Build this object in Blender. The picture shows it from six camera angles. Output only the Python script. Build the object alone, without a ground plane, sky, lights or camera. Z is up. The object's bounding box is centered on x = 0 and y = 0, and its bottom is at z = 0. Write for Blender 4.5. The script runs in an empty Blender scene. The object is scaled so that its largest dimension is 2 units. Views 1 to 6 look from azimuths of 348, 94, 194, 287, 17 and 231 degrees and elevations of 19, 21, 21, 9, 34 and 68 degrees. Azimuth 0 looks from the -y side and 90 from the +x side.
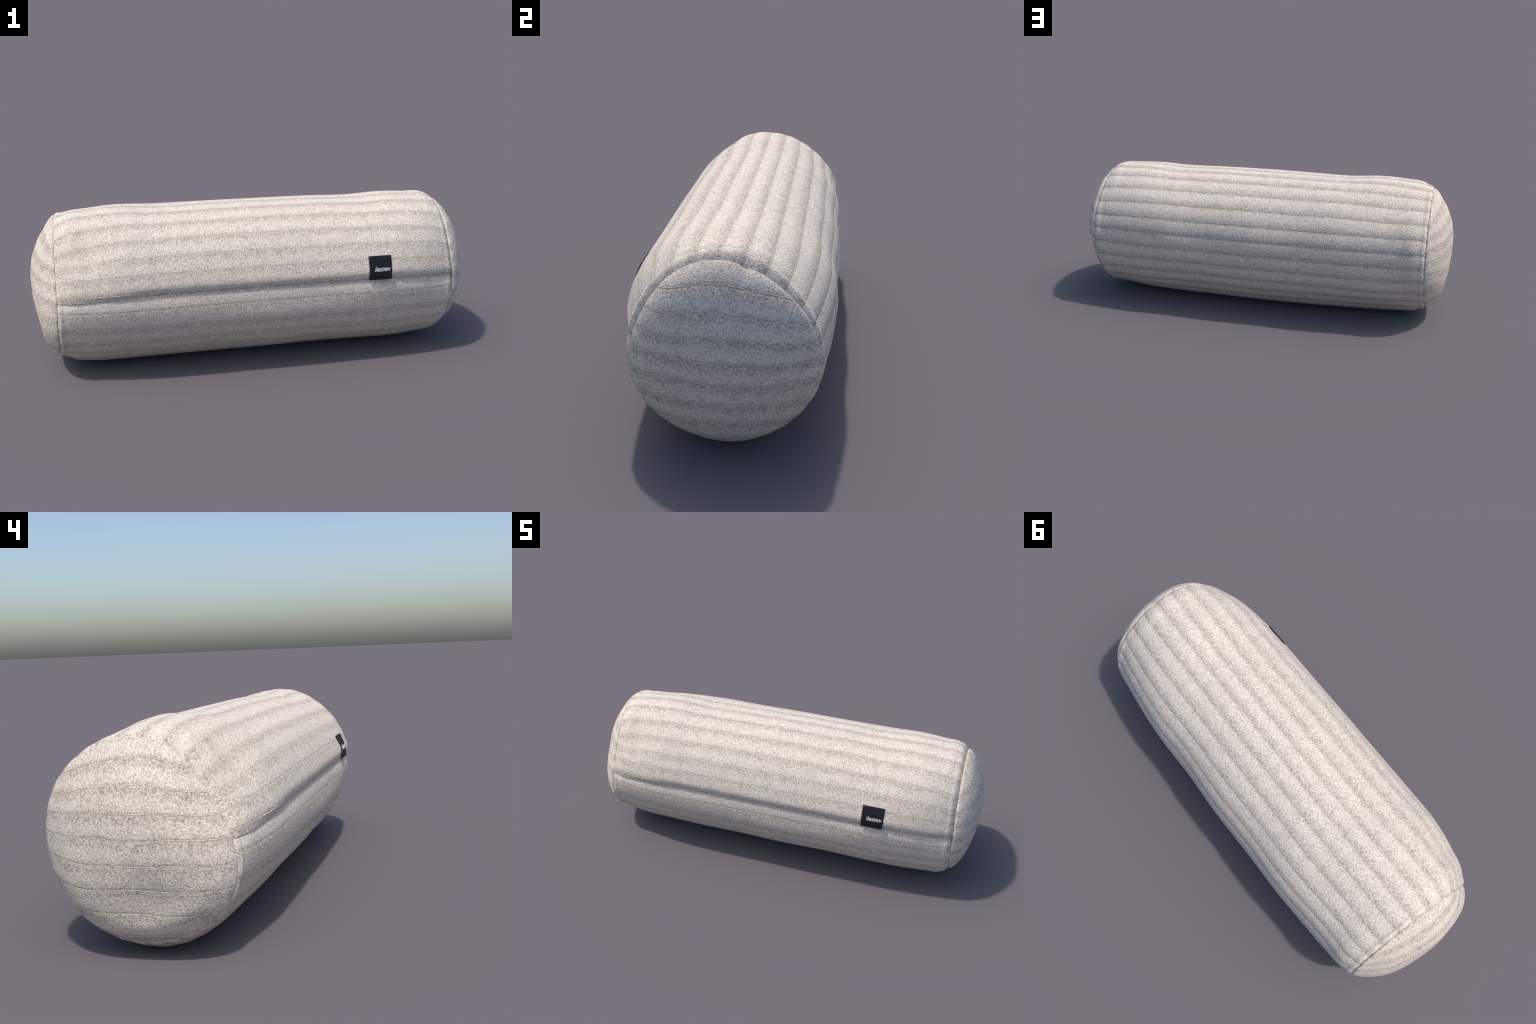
# A plump cylindrical bolster cushion in wide-ribbed beige knit: a lofted tube of cloth between two
# domed end panels, decorative stitch lines between the ribs, a concealed-zip crease along the
# front and a small black woven tab with mirrored white lettering.
import bpy, math
import numpy as np
from mathutils import Vector
from mathutils.bvhtree import BVHTree

AXIS_Z = 0.35                     # height of the cushion's axis; it lies along x
TAU = 2 * math.pi

# ------------------------------------------------------------------ shape of the stuffed tube
# Cross-sections along the tube.  t runs from the left seam (0) to the right seam (1).
# (t, mean radius, then pairs of cosine / sine swellings of order 1..4 around the axis)
STATIONS = [
    (0.000, 0.3065, 0.0110, 0.0036, -0.0034, 0.0090, -0.0010, -0.0099, 0.0015, 0.0048),
    (0.030, 0.3275, 0.0022, 0.0066, -0.0068, 0.0008, 0.0056, 0.0023, 0.0047, 0.0045),
    (0.080, 0.3390, -0.0048, 0.0058, -0.0056, -0.0041, 0.0055, 0.0024, 0.0058, 0.0011),
    (0.150, 0.3494, -0.0064, 0.0089, -0.0023, -0.0060, 0.0012, 0.0036, 0.0050, -0.0007),
    (0.250, 0.3540, -0.0012, 0.0071, 0.0050, -0.0032, -0.0017, 0.0056, 0.0015, 0.0007),
    (0.380, 0.3550, -0.0009, 0.0055, 0.0037, -0.0067, -0.0031, 0.0037, 0.0013, 0.0006),
    (0.520, 0.3576, -0.0007, 0.0059, 0.0055, -0.0051, -0.0024, 0.0036, 0.0014, 0.0023),
    (0.660, 0.3540, -0.0042, 0.0061, 0.0025, -0.0049, -0.0036, 0.0042, 0.0017, 0.0016),
    (0.780, 0.3544, -0.0038, 0.0052, 0.0047, -0.0023, -0.0019, 0.0060, 0.0013, 0.0019),
    (0.870, 0.3506, -0.0044, 0.0078, -0.0026, -0.0033, 0.0001, 0.0036, 0.0013, -0.0013),
    (0.940, 0.3373, -0.0034, 0.0083, -0.0076, -0.0016, 0.0016, -0.0002, 0.0019, -0.0013),
    (0.975, 0.3278, 0.0004, 0.0062, -0.0104, 0.0000, 0.0012, -0.0060, 0.0021, -0.0007),
    (1.000, 0.3072, 0.0047, 0.0054, -0.0067, 0.0004, 0.0008, -0.0044, 0.0028, 0.0046),
]
SEAM_LEFT = (-0.8827, 0.0011, 0.0031, 0.0027, -0.0001)      # seam plane x: mean, cos, sin, cos2, sin2
SEAM_RIGHT = (0.8841, 0.0001, -0.0032, 0.0018, 0.0034)
# domes: height over the seam, roundness, broad lean, rim swell, sag of the middle, then lean near
# the rim and two- / three-lobed swellings (each cosine, sine)
DOME_LEFT = dict(height=0.1155, round=2.02, power=0.675, lean=(0, 0.0070, 0.0217), swell=-0.029, drop=-0.0035,
                 rim=(0, -0.0137, -0.0208), lobes=(0, 0, 0, 0.0051, -0.0159, -0.0045, -0.0076))
DOME_RIGHT = dict(height=0.1148, round=2.01, power=0.62, lean=(0, 0.0040, 0.0068), swell=-0.013, drop=0.013,
                  rim=(0, -0.0131, 0.0), lobes=(0, 0, 0, 0.0015, -0.0001, 0.0021, 0.0084))
# local dents: (x, angle in degrees, depth, reach along x, reach in degrees)
DENTS = [
    (0.90, 78.0, 0.012, 0.035, 4.0),       # tuck in the rim of the right seam
    (-0.78, 38.0, -0.011, 0.10, 24.0),     # fuller shoulder at the back left
    (-0.77, 139.0, 0.017, 0.09, 14.0),     # slack cloth at the front left
    (0.10, 182.0, 0.005, 0.35, 7.0),
    (0.00, 134.0, -0.005, 0.35, 12.0),
    (-0.62, 27.0, -0.006, 0.13, 14.0),
    (-0.65, 331.0, -0.007, 0.14, 13.0),
    (0.36, 355.0, -0.005, 0.16, 12.0),
    (0.30, 55.0, 0.004, 0.60, 12.0),
    (0.55, 190.0, 0.006, 0.22, 9.0),
    (0.10, 204.0, 0.004, 0.60, 10.0),
    (-0.20, 240.0, -0.006, 0.60, 15.0),
    (-0.35, 319.0, 0.006, 0.30, 14.0),
]

# ------------------------------------------------------------------ layout of the ribs
RIBS = 28
RIB_EVEN = (-0.0739, 0.0703, -0.0153, 0.0134, 0.0693, 0.0232, 0.0257, 0.0377, 0.0096, -0.0618, 0.0187)
RIB_ENDS = (-0.0247, 0.2234, -0.1451, -0.0325, -0.1645, -0.1216, -0.0103)
CAP_PITCH, CAP_ZERO = 0.0765, 0.3880


def harmonics(c, a):
    out = c[0] + 0 * a
    for k in range(1, (len(c) - 1) // 2 + 1):
        out = out + c[2 * k - 1] * np.cos(k * a) + c[2 * k] * np.sin(k * a)
    return out


def rib_phase(x, a):
    """Whole numbers lie on the stitch lines; a is the angle, 0 at +y, 90 degrees on top."""
    end = (np.maximum(np.abs(x) - 0.2, 0) / 0.65) ** 2
    return RIBS * a / TAU + harmonics(RIB_EVEN, a) + end * harmonics(RIB_ENDS, a)


def cap_phase(y, z):
    """Ribs of the end panels: level in the lower half, sagging to both sides further up."""
    wave = 0.0022 * np.sin(17 * y + 21 * z) + 0.0016 * np.sin(31 * y - 13 * z + 1)
    return (z + 15 * np.maximum(z - 0.31, 0) ** 2 * y * y + wave - CAP_ZERO) / CAP_PITCH


def rib_relief(phase):
    f = np.abs(phase - np.round(phase))
    return -0.0017 * (1 - 2 * f) ** 2 - 0.0010 * np.exp(-(f / 0.05) ** 2)


_S = np.array(STATIONS)
_T, _C = _S[:, 0], _S[:, 1:]
_M = np.gradient(_C, _T, axis=0)


def section(t):
    i = np.clip(np.searchsorted(_T, t) - 1, 0, len(_T) - 2)
    h = (_T[i + 1] - _T[i])
    s = ((t - _T[i]) / h)[..., None]
    h = h[..., None]
    return ((2 * s**3 - 3 * s**2 + 1) * _C[i] + (s**3 - 2 * s**2 + s) * h * _M[i]
            + (3 * s**2 - 2 * s**3) * _C[i + 1] + (s**3 - s**2) * h * _M[i + 1])


def smooth(lo, hi, v):
    s = np.clip((v - lo) / (hi - lo), 0, 1)
    return s * s * (3 - 2 * s)


def crease_angle(x):
    """The zip crease: nearly straight along the front, a little lower at both ends."""
    return np.radians(170.2 + 4.6 * smooth(0.35, 0.9, -x) ** 1.5 + 2.6 * smooth(0.5, 0.9, x))


def dents(x, a):
    out = 0
    for dx, da, depth, wx, wa in DENTS:
        d = (np.degrees(a) - da + 180) % 360 - 180
        out = out - depth * np.exp(-((x - dx) / wx) ** 2 - (d / wa) ** 2)
    return out


def tube_radius(t, a, detail=True):
    """Radius and x of the tube at fraction t and angle a (arrays that broadcast)."""
    c = section(t)
    r = c[..., 0]
    for k in range(1, 5):
        r = r + c[..., 2 * k - 1] * np.cos(k * a) + c[..., 2 * k] * np.sin(k * a)
    xl, xr = harmonics(SEAM_LEFT, a), harmonics(SEAM_RIGHT, a)
    x = xl + (xr - xl) * t
    r = r + dents(x, a)
    if detail:
        # zip crease: the upper cloth laps over it as a rounded ledge, the lower cloth rises slowly
        d = (a - crease_angle(x)) * 0.35
        deep = 0.002 + 0.010 * smooth(-0.84, -0.50, x) * (1 - 0.4 * smooth(0.55, 0.86, x))
        above = deep * np.exp(-(np.minimum(d, 0) / 0.017) ** 2) - 0.003 * np.exp(-((d + 0.045) / 0.03) ** 2)
        below = (deep + 0.0035) * np.exp(-(np.maximum(d, 0) / (0.021 + 3.2 * deep)) ** 1.7)
        s = smooth(-0.0010, 0.0010, d)
        r = r - above * (1 - s) - below * s
        r = r + rib_relief(rib_phase(x, a)) * (1 - 0.9 * np.exp(-((d + 0.008) / 0.025) ** 2))
        # the cloth stays full up to both seams and turns in sharply there
        r = r + 0.005 * np.exp(-((x - xl - 0.012) / 0.011) ** 2) + 0.0062 * np.exp(-((xr - x - 0.018) / 0.017) ** 2)
        r = r - 0.005 * np.exp(-(x - xl) / 0.005) - 0.007 * np.exp(-(xr - x) / 0.007)
    return x, r


# ------------------------------------------------------------------ helpers
def add_mesh(name, verts, faces, material, parent, smooth_shade=True):
    me = bpy.data.meshes.new(name)
    me.from_pydata(verts, [], faces)
    me.update()
    me.materials.append(material)
    if smooth_shade:
        me.polygons.foreach_set("use_smooth", [True] * len(me.polygons))
    ob = bpy.data.objects.new(name, me)
    bpy.context.scene.collection.objects.link(ob)
    ob.parent = parent
    return ob


def grid_mesh(name, P, wrap_cols, material, parent, pole=None):
    """Mesh over a grid of points P[rows, cols]; columns may wrap; pole closes the last row."""
    n, m, _ = P.shape
    idx = np.arange(n * m).reshape(n, m)
    nxt = np.roll(idx, -1, 1) if wrap_cols else idx[:, 1:]
    cur = idx if wrap_cols else idx[:, :-1]
    quads = np.stack([cur[:-1], nxt[:-1], nxt[1:], cur[1:]], -1).reshape(-1, 4)
    verts = P.reshape(-1, 3)
    tris = np.zeros((0, 3), int)
    if pole is not None:
        verts = np.vstack([verts, pole])
        tris = np.stack([cur[-1], nxt[-1], np.full(len(cur[-1]), n * m)], -1)
    me = bpy.data.meshes.new(name)
    me.vertices.add(len(verts))
    me.vertices.foreach_set("co", verts.astype(np.float32).ravel())
    loops = np.concatenate([quads.ravel(), tris.ravel()])
    me.loops.add(len(loops))
    me.loops.foreach_set("vertex_index", loops.astype(np.int32))
    sizes = np.concatenate([np.full(len(quads), 4), np.full(len(tris), 3)])
    me.polygons.add(len(sizes))
    me.polygons.foreach_set("loop_start", np.concatenate([[0], np.cumsum(sizes)[:-1]]).astype(np.int32))
    me.polygons.foreach_set("use_smooth", np.ones(len(sizes), bool))
    me.update(calc_edges=True)
    me.validate()
    me.materials.append(material)
    ob = bpy.data.objects.new(name, me)
    bpy.context.scene.collection.objects.link(ob)
    ob.parent = parent
    return ob


# ------------------------------------------------------------------ materials
class Nodes:
    """Small helper that writes math as shader nodes."""

    def __init__(self, name):
        self.mat = bpy.data.materials.new(name)
        self.mat.use_nodes = True
        self.t = self.mat.node_tree
        self.bsdf = self.t.nodes["Principled BSDF"]

    def put(self, socket, v):
        if isinstance(v, bpy.types.NodeSocket):
            self.t.links.new(v, socket)
        else:
            socket.default_value = v

    def m(self, op, a, b=0.0, c=0.0, clamp=False):
        n = self.t.nodes.new("ShaderNodeMath")
        n.operation, n.use_clamp = op, clamp
        for s, v in zip(n.inputs, (a, b, c)):
            self.put(s, v)
        return n.outputs[0]

    def add(self, a, b): return self.m("ADD", a, b)
    def sub(self, a, b): return self.m("SUBTRACT", a, b)
    def mul(self, a, b): return self.m("MULTIPLY", a, b)

    def vec(self, x, y, z):
        n = self.t.nodes.new("ShaderNodeCombineXYZ")
        for s, v in zip(n.inputs, (x, y, z)):
            self.put(s, v)
        return n.outputs[0]

    def xyz(self):
        n = self.t.nodes.new("ShaderNodeTexCoord")
        s = self.t.nodes.new("ShaderNodeSeparateXYZ")
        self.t.links.new(n.outputs["Object"], s.inputs[0])
        return s.outputs

    def noise(self, v, scale, detail=2.0, rough=0.5):
        n = self.t.nodes.new("ShaderNodeTexNoise")
        self.put(n.inputs["Vector"], v)
        n.inputs["Scale"].default_value = scale
        n.inputs["Detail"].default_value = detail
        n.inputs["Roughness"].default_value = rough
        return n.outputs[0]

    def cells(self, v, scale, rand=1.0):
        n = self.t.nodes.new("ShaderNodeTexVoronoi")
        self.put(n.inputs["Vector"], v)
        n.inputs["Scale"].default_value = scale
        n.inputs["Randomness"].default_value = rand
        return n.outputs

    def step(self, v, lo, hi, a=0.0, b=1.0):
        n = self.t.nodes.new("ShaderNodeMapRange")
        n.interpolation_type = "SMOOTHSTEP"
        for k, s in (("Value", v), ("From Min", lo), ("From Max", hi), ("To Min", a), ("To Max", b)):
            self.put(n.inputs[k], s)
        return n.outputs[0]

    def ramp(self, v, stops):
        n = self.t.nodes.new("ShaderNodeValToRGB")
        e = n.color_ramp.elements
        while len(e) < len(stops):
            e.new(0.5)
        for el, (p, c) in zip(e, stops):
            el.position, el.color = p, (*c, 1)
        self.put(n.inputs[0], v)
        return n.outputs[0]

    def mix(self, f, a, b):
        n = self.t.nodes.new("ShaderNodeMix")
        n.data_type = "RGBA"
        self.put(n.inputs[0], f)
        for s, v in ((n.inputs[6], a), (n.inputs[7], b)):
            self.put(s, v if isinstance(v, bpy.types.NodeSocket) else (*v, 1))
        return n.outputs[2]

    def bump(self, height, distance, strength=1.0):
        n = self.t.nodes.new("ShaderNodeBump")
        n.inputs["Strength"].default_value = strength
        n.inputs["Distance"].default_value = distance
        self.put(n.inputs["Height"], height)
        self.t.links.new(n.outputs[0], self.bsdf.inputs["Normal"])


def knit(name, cap):
    """Beige boucle knit.  'along' runs with the ribs, 'across' over them, 'phase' counts ribs."""
    g = Nodes(name)
    x, y, z = g.xyz()
    if cap:
        up = g.m("MAXIMUM", g.sub(z, 0.31), 0.0)
        w = g.add(z, g.mul(g.mul(g.mul(up, up), g.mul(y, y)), 15.0))
        w = g.add(w, g.mul(g.m("SINE", g.add(g.mul(y, 17.0), g.mul(z, 21.0))), 0.0022))
        w = g.add(w, g.mul(g.m("SINE", g.add(g.sub(g.mul(y, 31.0), g.mul(z, 13.0)), 1.0)), 0.0016))
        phase = g.m("DIVIDE", g.sub(w, CAP_ZERO), CAP_PITCH)
        phase = g.mul(phase, -1.0)          # the wider part of the dark band lies below each stitch line
        v = g.vec(y, z, g.mul(x, 0.8))
    else:
        alpha = g.m("ARCTAN2", g.mul(y, -1.0), g.sub(z, AXIS_Z))       # 0 on top, cut at the bottom
        ang = g.add(alpha, math.pi / 2)

        def series(c):
            out = c[0]
            for k in range(1, (len(c) - 1) // 2 + 1):
                ka = g.mul(ang, float(k))
                out = g.add(g.add(out, g.mul(g.m("COSINE", ka), c[2 * k - 1])), g.mul(g.m("SINE", ka), c[2 * k]))
            return out
        e = g.m("DIVIDE", g.m("MAXIMUM", g.sub(g.m("ABSOLUTE", x), 0.2), 0.0), 0.65)
        phase = g.add(g.add(g.mul(ang, RIBS / TAU), series(RIB_EVEN)), g.mul(g.mul(e, e), series(RIB_ENDS)))
        v = g.vec(x, g.mul(alpha, 0.35), 0.0)
    wob = g.noise(v, 9.0, 2.0)
    phase = g.add(phase, 0.0)
    part = g.m("FRACT", phase)                                          # 0..1 over one rib
    # loops: short strokes that lie across the ribs
    tilt = g.mul(g.sub(wob, 0.5), 0.02)
    sep = g.t.nodes.new("ShaderNodeSeparateXYZ")
    g.put(sep.inputs[0], v)
    stroke = g.vec(g.add(sep.outputs[0], tilt), g.mul(sep.outputs[1], 0.70), sep.outputs[2])
    fine = g.noise(stroke, 330.0, 1.0, 0.6)
    tuft = g.noise(stroke, 160.0, 1.0, 0.5)
    cloud = g.noise(v, 22.0, 2.0, 0.5)
    loops = g.cells(stroke, 280.0)
    gap = g.step(loops[0], 0.30, 0.85)
    shade = g.t.nodes.new("ShaderNodeSeparateColor")                     # every loop its own shade
    g.put(shade.inputs[0], loops[1])
    # value of the yarn; it drops in a soft darker band along each stitch line, wider on one side
    dark_band = g.mul(g.step(part, 0.0, 0.03), g.step(part, 0.03, 0.62, 1.0, 0.0))
    dark_band = g.add(dark_band, g.step(part, 0.80, 1.0, 0.0, 0.55))
    val = g.add(g.add(g.mul(fine, 0.38), g.mul(tuft, 0.30)), g.mul(shade.outputs[0], 0.24))
    val = g.add(g.add(val, 0.052), g.mul(g.sub(cloud, 0.5), 0.14))
    val = g.sub(val, g.mul(gap, 0.04))
    val = g.sub(val, g.mul(dark_band, 0.14 if cap else 0.125))
    col = g.ramp(val, [(0.18, (0.26, 0.225, 0.196)), (0.35, (0.48, 0.423, 0.366)), (0.48, (0.67, 0.596, 0.512)),
                       (0.60, (0.775, 0.69, 0.594)), (0.74, (0.95, 0.858, 0.735))])
    # dark flecks, mostly in the darkened band
    fleck = g.step(g.add(g.noise(stroke, 210.0, 0.0), g.mul(dark_band, 0.08)), 0.72, 0.82)
    col = g.mix(g.mul(fleck, 0.45), col, (0.30, 0.26, 0.23))
    # tan ground cloth shows beside the stitches
    near = g.m("MINIMUM", part, g.sub(1.0, part))
    col = g.mix(g.step(near, 0.012, 0.04, 0.55, 0.0), col, (0.46, 0.405, 0.335))
    g.put(g.bsdf.inputs["Base Color"], col)
    g.bsdf.inputs["Roughness"].default_value = 0.95
    g.bsdf.inputs["Specular IOR Level"].default_value = 0.12
    h = g.add(g.add(g.mul(fine, 0.5), g.mul(tuft, 0.8)), g.mul(gap, -0.45))
    g.bump(h, 0.0020, 0.6)
    return g.mat


def thread_material():
    g = Nodes("sewing_thread")
    x, y, z = g.xyz()
    n = g.noise(g.vec(x, y, z), 60.0, 2.0)
    g.put(g.bsdf.inputs["Base Color"], g.ramp(n, [(0.3, (0.54, 0.475, 0.37)), (0.7, (0.88, 0.80, 0.645))]))
    g.bsdf.inputs["Roughness"].default_value = 0.6
    return g.mat


def tab_material():
    g = Nodes("black_woven_tab")
    x, y, z = g.xyz()
    n = g.noise(g.vec(g.mul(x, 1.0), y, g.mul(z, 3.0)), 300.0, 1.0)
    g.put(g.bsdf.inputs["Base Color"], g.ramp(n, [(0.3, (0.0085, 0.0095, 0.0105)), (0.7, (0.013, 0.014, 0.015))]))
    g.bsdf.inputs["Roughness"].default_value = 0.6
    g.bsdf.inputs["Specular IOR Level"].default_value = 0.25
    g.bump(n, 0.0004, 0.5)
    return g.mat


def letter_material():
    g = Nodes("white_print")
    x, y, z = g.xyz()
    n = g.noise(g.vec(x, y, z), 200.0, 1.0)
    g.put(g.bsdf.inputs["Base Color"], g.ramp(n, [(0.3, (0.60, 0.61, 0.66)), (0.7, (0.72, 0.73, 0.78))]))
    g.bsdf.inputs["Roughness"].default_value = 0.7
    return g.mat


knit_body, knit_cap = knit("ribbed_knit", False), knit("ribbed_knit_end", True)
thread, tab_cloth, print_white = thread_material(), tab_material(), letter_material()

# ------------------------------------------------------------------ the thing
bolster = bpy.data.objects.new("bolster_cushion", None)
bpy.context.scene.collection.objects.link(bolster)
bolster["label"] = "beige ribbed knit bolster cushion with small black tab"
bolster["category"] = "bolster cushion"

# tube: rows along x (denser near the seams), columns around; the cloth turns in at both ends
NA = 1150
ANG = np.linspace(0, TAU, NA, endpoint=False)
T = np.unique(np.concatenate([np.linspace(0, 1, 330), np.linspace(0, 0.05, 60), np.linspace(0.95, 1, 60)]))
X, R = tube_radius(T[:, None] + 0 * ANG, ANG + 0 * T[:, None])
P = np.stack([X, R * np.cos(ANG), AXIS_Z + R * np.sin(ANG)], -1)


def inner_ring(row, shift, drop):
    q = P[row].copy()
    q[:, 0] += shift
    k = 1 - drop / R[row]
    q[:, 1] *= k
    q[:, 2] = AXIS_Z + (q[:, 2] - AXIS_Z) * k
    return q[None]


P = np.concatenate([inner_ring(0, 0.004, 0.06), inner_ring(0, 0.0, 0.02), P, inner_ring(-1, 0.0, 0.02), inner_ring(-1, -0.004, 0.06)])
P[..., 2] = np.maximum(P[..., 2], 0.0)                 # it rests on the floor
grid_mesh("cover_tube", P, True, knit_body, bolster)


# end panels: domes from their seam to the middle
def end_panel(side):
    seam, dome, t = (SEAM_LEFT, DOME_LEFT, 0.0) if side < 0 else (SEAM_RIGHT, DOME_RIGHT, 1.0)
    na, nq = 720, 190
    a = np.linspace(0, TAU, na, endpoint=False)
    _, rs = tube_radius(np.full(na, t), a, detail=False)
    xs = harmonics(seam, a)
    q = np.sin(np.linspace(math.pi / 2, 0, nq + 1)[:-1])[:, None] ** 0.9
    top = xs.mean() + side * dome["height"]
    prof = np.maximum(1 - q ** dome["round"], 0) ** dome["power"]
    x = xs + (top - xs) * prof + side * (1 - q * q) * (q * harmonics(dome["lean"], a) + 3 * q**4 * harmonics(dome["rim"], a)
                                                       + 2 * q * q * harmonics(dome["lobes"], a))
    if side < 0:                                     # fuller towards the back
        d = (np.degrees(a) - 35 + 180) % 360 - 180
        x = x - 0.014 * np.exp(-(d / 32) ** 2 - ((q - 0.72) / 0.2) ** 2)
        d = (np.degrees(a) - 250 + 180) % 360 - 180
        x = x - 0.010 * np.exp(-(d / 50) ** 2 - ((q - 0.80) / 0.14) ** 2)      # and sagging at the bottom
    s = np.abs(x - xs) + (1 - q) * 0.3
    dent = dents(xs, a)
    r = (rs - dent) * q * (1 + dome["swell"] * 4 * (1 - q) * q * q) + dent * q**5 - 0.005 * np.exp(-s / 0.005)
    P = np.stack([x, r * np.cos(a), AXIS_Z + r * np.sin(a) + dome["drop"] * (1 - q * q)], -1)
    # ribs, pushed along the normal
    N = np.cross(np.gradient(P, axis=0), np.roll(P, -1, 1) - np.roll(P, 1, 1))
    N /= np.linalg.norm(N, axis=-1, keepdims=True) + 1e-12
    out = P - np.array([side * 0.75, 0, AXIS_Z])
    N *= np.sign((N * out).sum(-1, keepdims=True))
    P = P + N * (rib_relief(cap_phase(P[..., 1], P[..., 2])) * (1 - smooth(0.97, 1.0, q)))[..., None]
    rim = P[0].copy()
    rim[:, 0] += side * 0.0006
    rings = []
    for drop in (0.06, 0.02):
        k = rim.copy()
        rr = np.hypot(k[:, 1], k[:, 2] - AXIS_Z)
        k[:, 1] *= 1 - drop / rr
        k[:, 2] = AXIS_Z + (k[:, 2] - AXIS_Z) * (1 - drop / rr)
        rings.append(k[None])
    P = np.concatenate(rings + [P])
    pole = P[-1].mean(0)
    if side > 0:
        P = P[:, ::-1]
    return grid_mesh("end_panel", P[:, ::-1], True, knit_cap, bolster, pole=pole)


ends = [end_panel(-1), end_panel(1)]


# ------------------------------------------------------------------ stitch lines
# one stitch = a small spindle of thread; lines of stitches are laid in the channels between ribs
rng = np.random.default_rng(7)


def stitches(name, pts, nrm, length=0.0072, width=0.0018):
    """pts, nrm: a dense polyline on the cloth and its normals."""
    seg = np.linalg.norm(np.diff(pts, axis=0), axis=1)
    s = np.concatenate([[0], np.cumsum(seg)])
    count = int(s[-1] / length)
    if count < 3:
        return
    V, F = [], []
    pull = np.interp(np.arange(count), np.arange(0, count + 24, 12), rng.uniform(0.55, 1.1, len(np.arange(0, count + 24, 12))))
    for i in range(count):
        c = (i + 0.5) * length
        f = np.array([-0.47, -0.25, 0.0, 0.25, 0.47]) * length + c
        q = np.stack([np.interp(f, s, pts[:, k]) for k in range(3)], -1)
        n = np.stack([np.interp(f, s, nrm[:, k]) for k in range(3)], -1)
        n /= np.linalg.norm(n, axis=1)[:, None]
        d = q[-1] - q[0]
        d /= np.linalg.norm(d)
        b = np.cross(n, d)
        lift = np.array([0.0001, 0.0006, 0.0008, 0.0006, 0.0001]) + rng.uniform(-0.0003, 0.0003)
        wide = np.array([0.55, 0.9, 1.0, 0.9, 0.55]) * width * pull[i] * rng.uniform(0.85, 1.15)
        side = rng.uniform(-0.0006, 0.0006)
        base = len(V)
        for j in range(5):
            for k in range(6):
                u = TAU * k / 6
                V.append(q[j] + n[j] * (lift[j] + 0.45 * wide[j] * math.sin(u)) + b[j] * (wide[j] * math.cos(u) + side))
        for j in range(4):
            for k in range(6):
                k2 = (k + 1) % 6
                F.append((base + j * 6 + k, base + j * 6 + k2, base + j * 6 + 6 + k2, base + j * 6 + 6 + k))
        F.append(tuple(base + k for k in range(5, -1, -1)))
        F.append(tuple(base + 24 + k for k in range(6)))
    add_mesh(name, [tuple(v) for v in V], F, thread, bolster)


t = np.linspace(0.006, 0.993, 420)
xmid = -0.88 + 1.766 * t
for n in range(RIBS):
    a = np.full_like(t, TAU * n / RIBS)
    for _ in range(12):
        x, _r = tube_radius(t, a, False)
        ph = rib_phase(x, a)
        slope = (rib_phase(x, a + 1e-3) - ph) / 1e-3
        a = a - (ph - n) / slope
    a = a + np.interp(np.arange(420), np.arange(0, 421, 20), rng.normal(0, 0.0012, 22)[:22])
    x, r = tube_radius(t, a)
    pts = np.stack([x, r * np.cos(a), AXIS_Z + r * np.sin(a)], -1)
    nrm = np.stack([0 * a, np.cos(a), np.sin(a)], -1)
    if pts[:, 2].min() < 0.004:
        pts[:, 2] = np.maximum(pts[:, 2], 0.004)
    stitches("stitch_line", pts, nrm)

for side, ob in zip((-1, 1), ends):
    me = ob.data
    co = np.empty(len(me.vertices) * 3)
    me.vertices.foreach_get("co", co)
    tree = BVHTree.FromPolygons([tuple(v) for v in co.reshape(-1, 3)], [tuple(p.vertices) for p in me.polygons])
    for n in range(-4, 4):
        pts, nrm = [], []
        for y in np.linspace(-0.31, 0.31, 260):
            z = CAP_ZERO + CAP_PITCH * n
            for _ in range(8):
                z -= (cap_phase(y, z) - n) * CAP_PITCH * 0.9
            hit = tree.ray_cast(Vector((side * 1.5, y, z)), Vector((-side, 0, 0)))
            if hit[0] is None or abs(hit[0].x) < 0.885:
                continue
            nn = hit[1] if hit[1].x * side > 0 else -hit[1]
            pts.append(tuple(hit[0]))
            nrm.append(tuple(nn))
        if len(pts) > 8:
            stitches("stitch_line", np.array(pts), np.array(nrm))

# ------------------------------------------------------------------ black tab with mirrored lettering
TAB_X, TAB_A = (0.457, 0.561), (154.2, 170.6)          # span along x, span in degrees


def tab_point(u, v, lift):
    """u 0..1 along x, v 0..1 downwards; the tab hangs free of the rib relief and out over the crease."""
    x = TAB_X[0] + (TAB_X[1] - TAB_X[0]) * u
    a = math.radians(TAB_A[0] + (TAB_A[1] - TAB_A[0]) * v)
    tt = np.array([(x - SEAM_LEFT[0]) / (SEAM_RIGHT[0] - SEAM_LEFT[0])])
    _, r = tube_radius(tt, np.array([a]), False)
    r = r[0] + 0.005 - 0.006 * v**3 + lift + 0.003 * u * v
    return (x, r * math.cos(a), AXIS_Z + r * math.sin(a))


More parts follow.
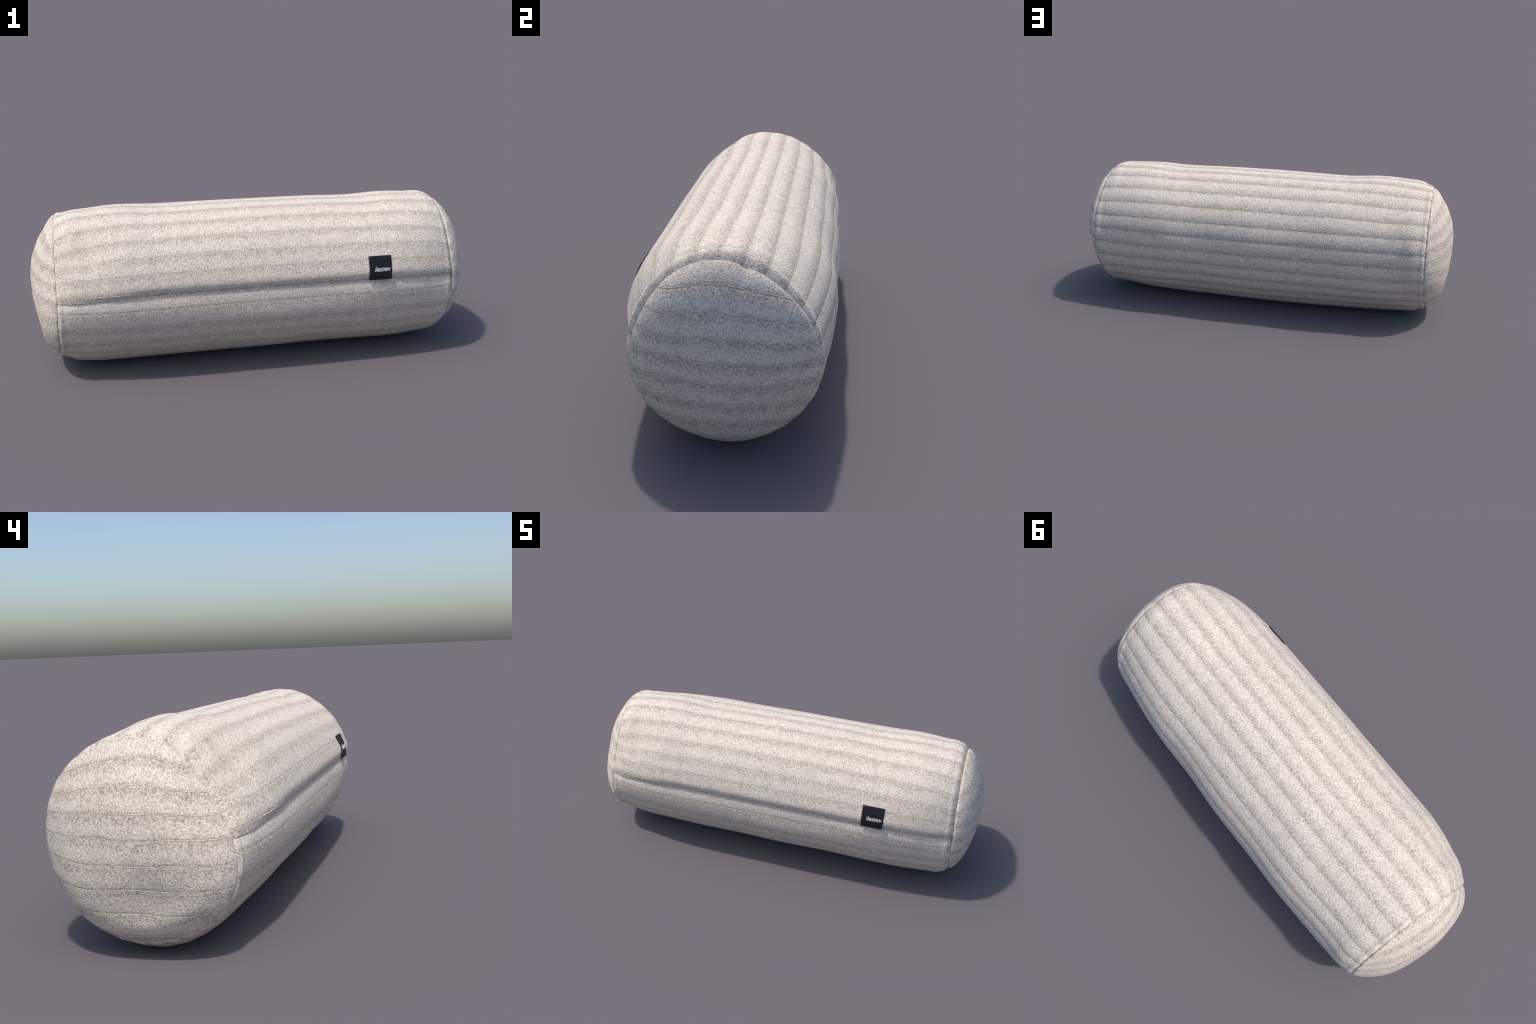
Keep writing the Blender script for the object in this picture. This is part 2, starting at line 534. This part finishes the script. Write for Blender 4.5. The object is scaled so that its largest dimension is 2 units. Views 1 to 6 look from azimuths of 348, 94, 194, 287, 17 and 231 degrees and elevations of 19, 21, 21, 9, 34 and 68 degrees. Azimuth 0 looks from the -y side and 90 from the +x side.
n = 16
V, F = [], []
for lift in (-0.004, 0.0):
    for j in range(n + 1):
        for i in range(n + 1):
            V.append(tab_point(i / n, j / n, lift))
top = (n + 1) ** 2
for j in range(n):
    for i in range(n):
        q = [j * (n + 1) + i, j * (n + 1) + i + 1, (j + 1) * (n + 1) + i + 1, (j + 1) * (n + 1) + i]
        F.append(tuple(reversed(q)))
        F.append(tuple(top + k for k in q))
edge = [i for i in range(n + 1)] + [j * (n + 1) + n for j in range(1, n + 1)]
edge += [n * (n + 1) + i for i in range(n - 1, -1, -1)] + [j * (n + 1) for j in range(n - 1, 0, -1)]
for k in range(len(edge)):
    a, b = edge[k], edge[(k + 1) % len(edge)]
    F.append((a, b, top + b, top + a))
tab = add_mesh("tab", V, F, tab_cloth, bolster)
bev = tab.modifiers.new("round", "BEVEL")
bev.width, bev.segments, bev.limit_method, bev.angle_limit = 0.0009, 2, "ANGLE", math.radians(50)
import bmesh
bm = bmesh.new()
bm.from_mesh(tab.data)
bmesh.ops.recalc_face_normals(bm, faces=bm.faces)
bm.to_mesh(tab.data)
bm.free()

curve = bpy.data.curves.new("lettering", "FONT")
curve.body = "vetsak"
curve.size, curve.extrude, curve.offset = 1.0, 0.02, 0.012
curve.resolution_u = 4
tmp = bpy.data.objects.new("lettering", curve)
bpy.context.scene.collection.objects.link(tmp)
bpy.context.view_layer.update()
me = bpy.data.meshes.new_from_object(tmp.evaluated_get(bpy.context.evaluated_depsgraph_get()))
bpy.data.objects.remove(tmp)
co = np.empty(len(me.vertices) * 3)
me.vertices.foreach_get("co", co)
co = co.reshape(-1, 3)
lo, hi = co.min(0), co.max(0)
U0, U1, V0, V1 = 0.935, 0.215, 0.655, 0.445             # runs right to left: the print is mirrored
out = []
for c in co:
    u = U0 + (U1 - U0) * (c[0] - lo[0]) / (hi[0] - lo[0])
    v = V0 + (V1 - V0) * (c[1] - lo[1]) / (hi[1] - lo[1])
    out.append(tab_point(u, v, 0.0012 if c[2] > 0 else -0.001))
me.vertices.foreach_set("co", np.array(out).ravel())
me.flip_normals()
me.materials.clear()
me.materials.append(print_white)
me.update()
letters = bpy.data.objects.new("lettering", me)
bpy.context.scene.collection.objects.link(letters)
letters.parent = tab
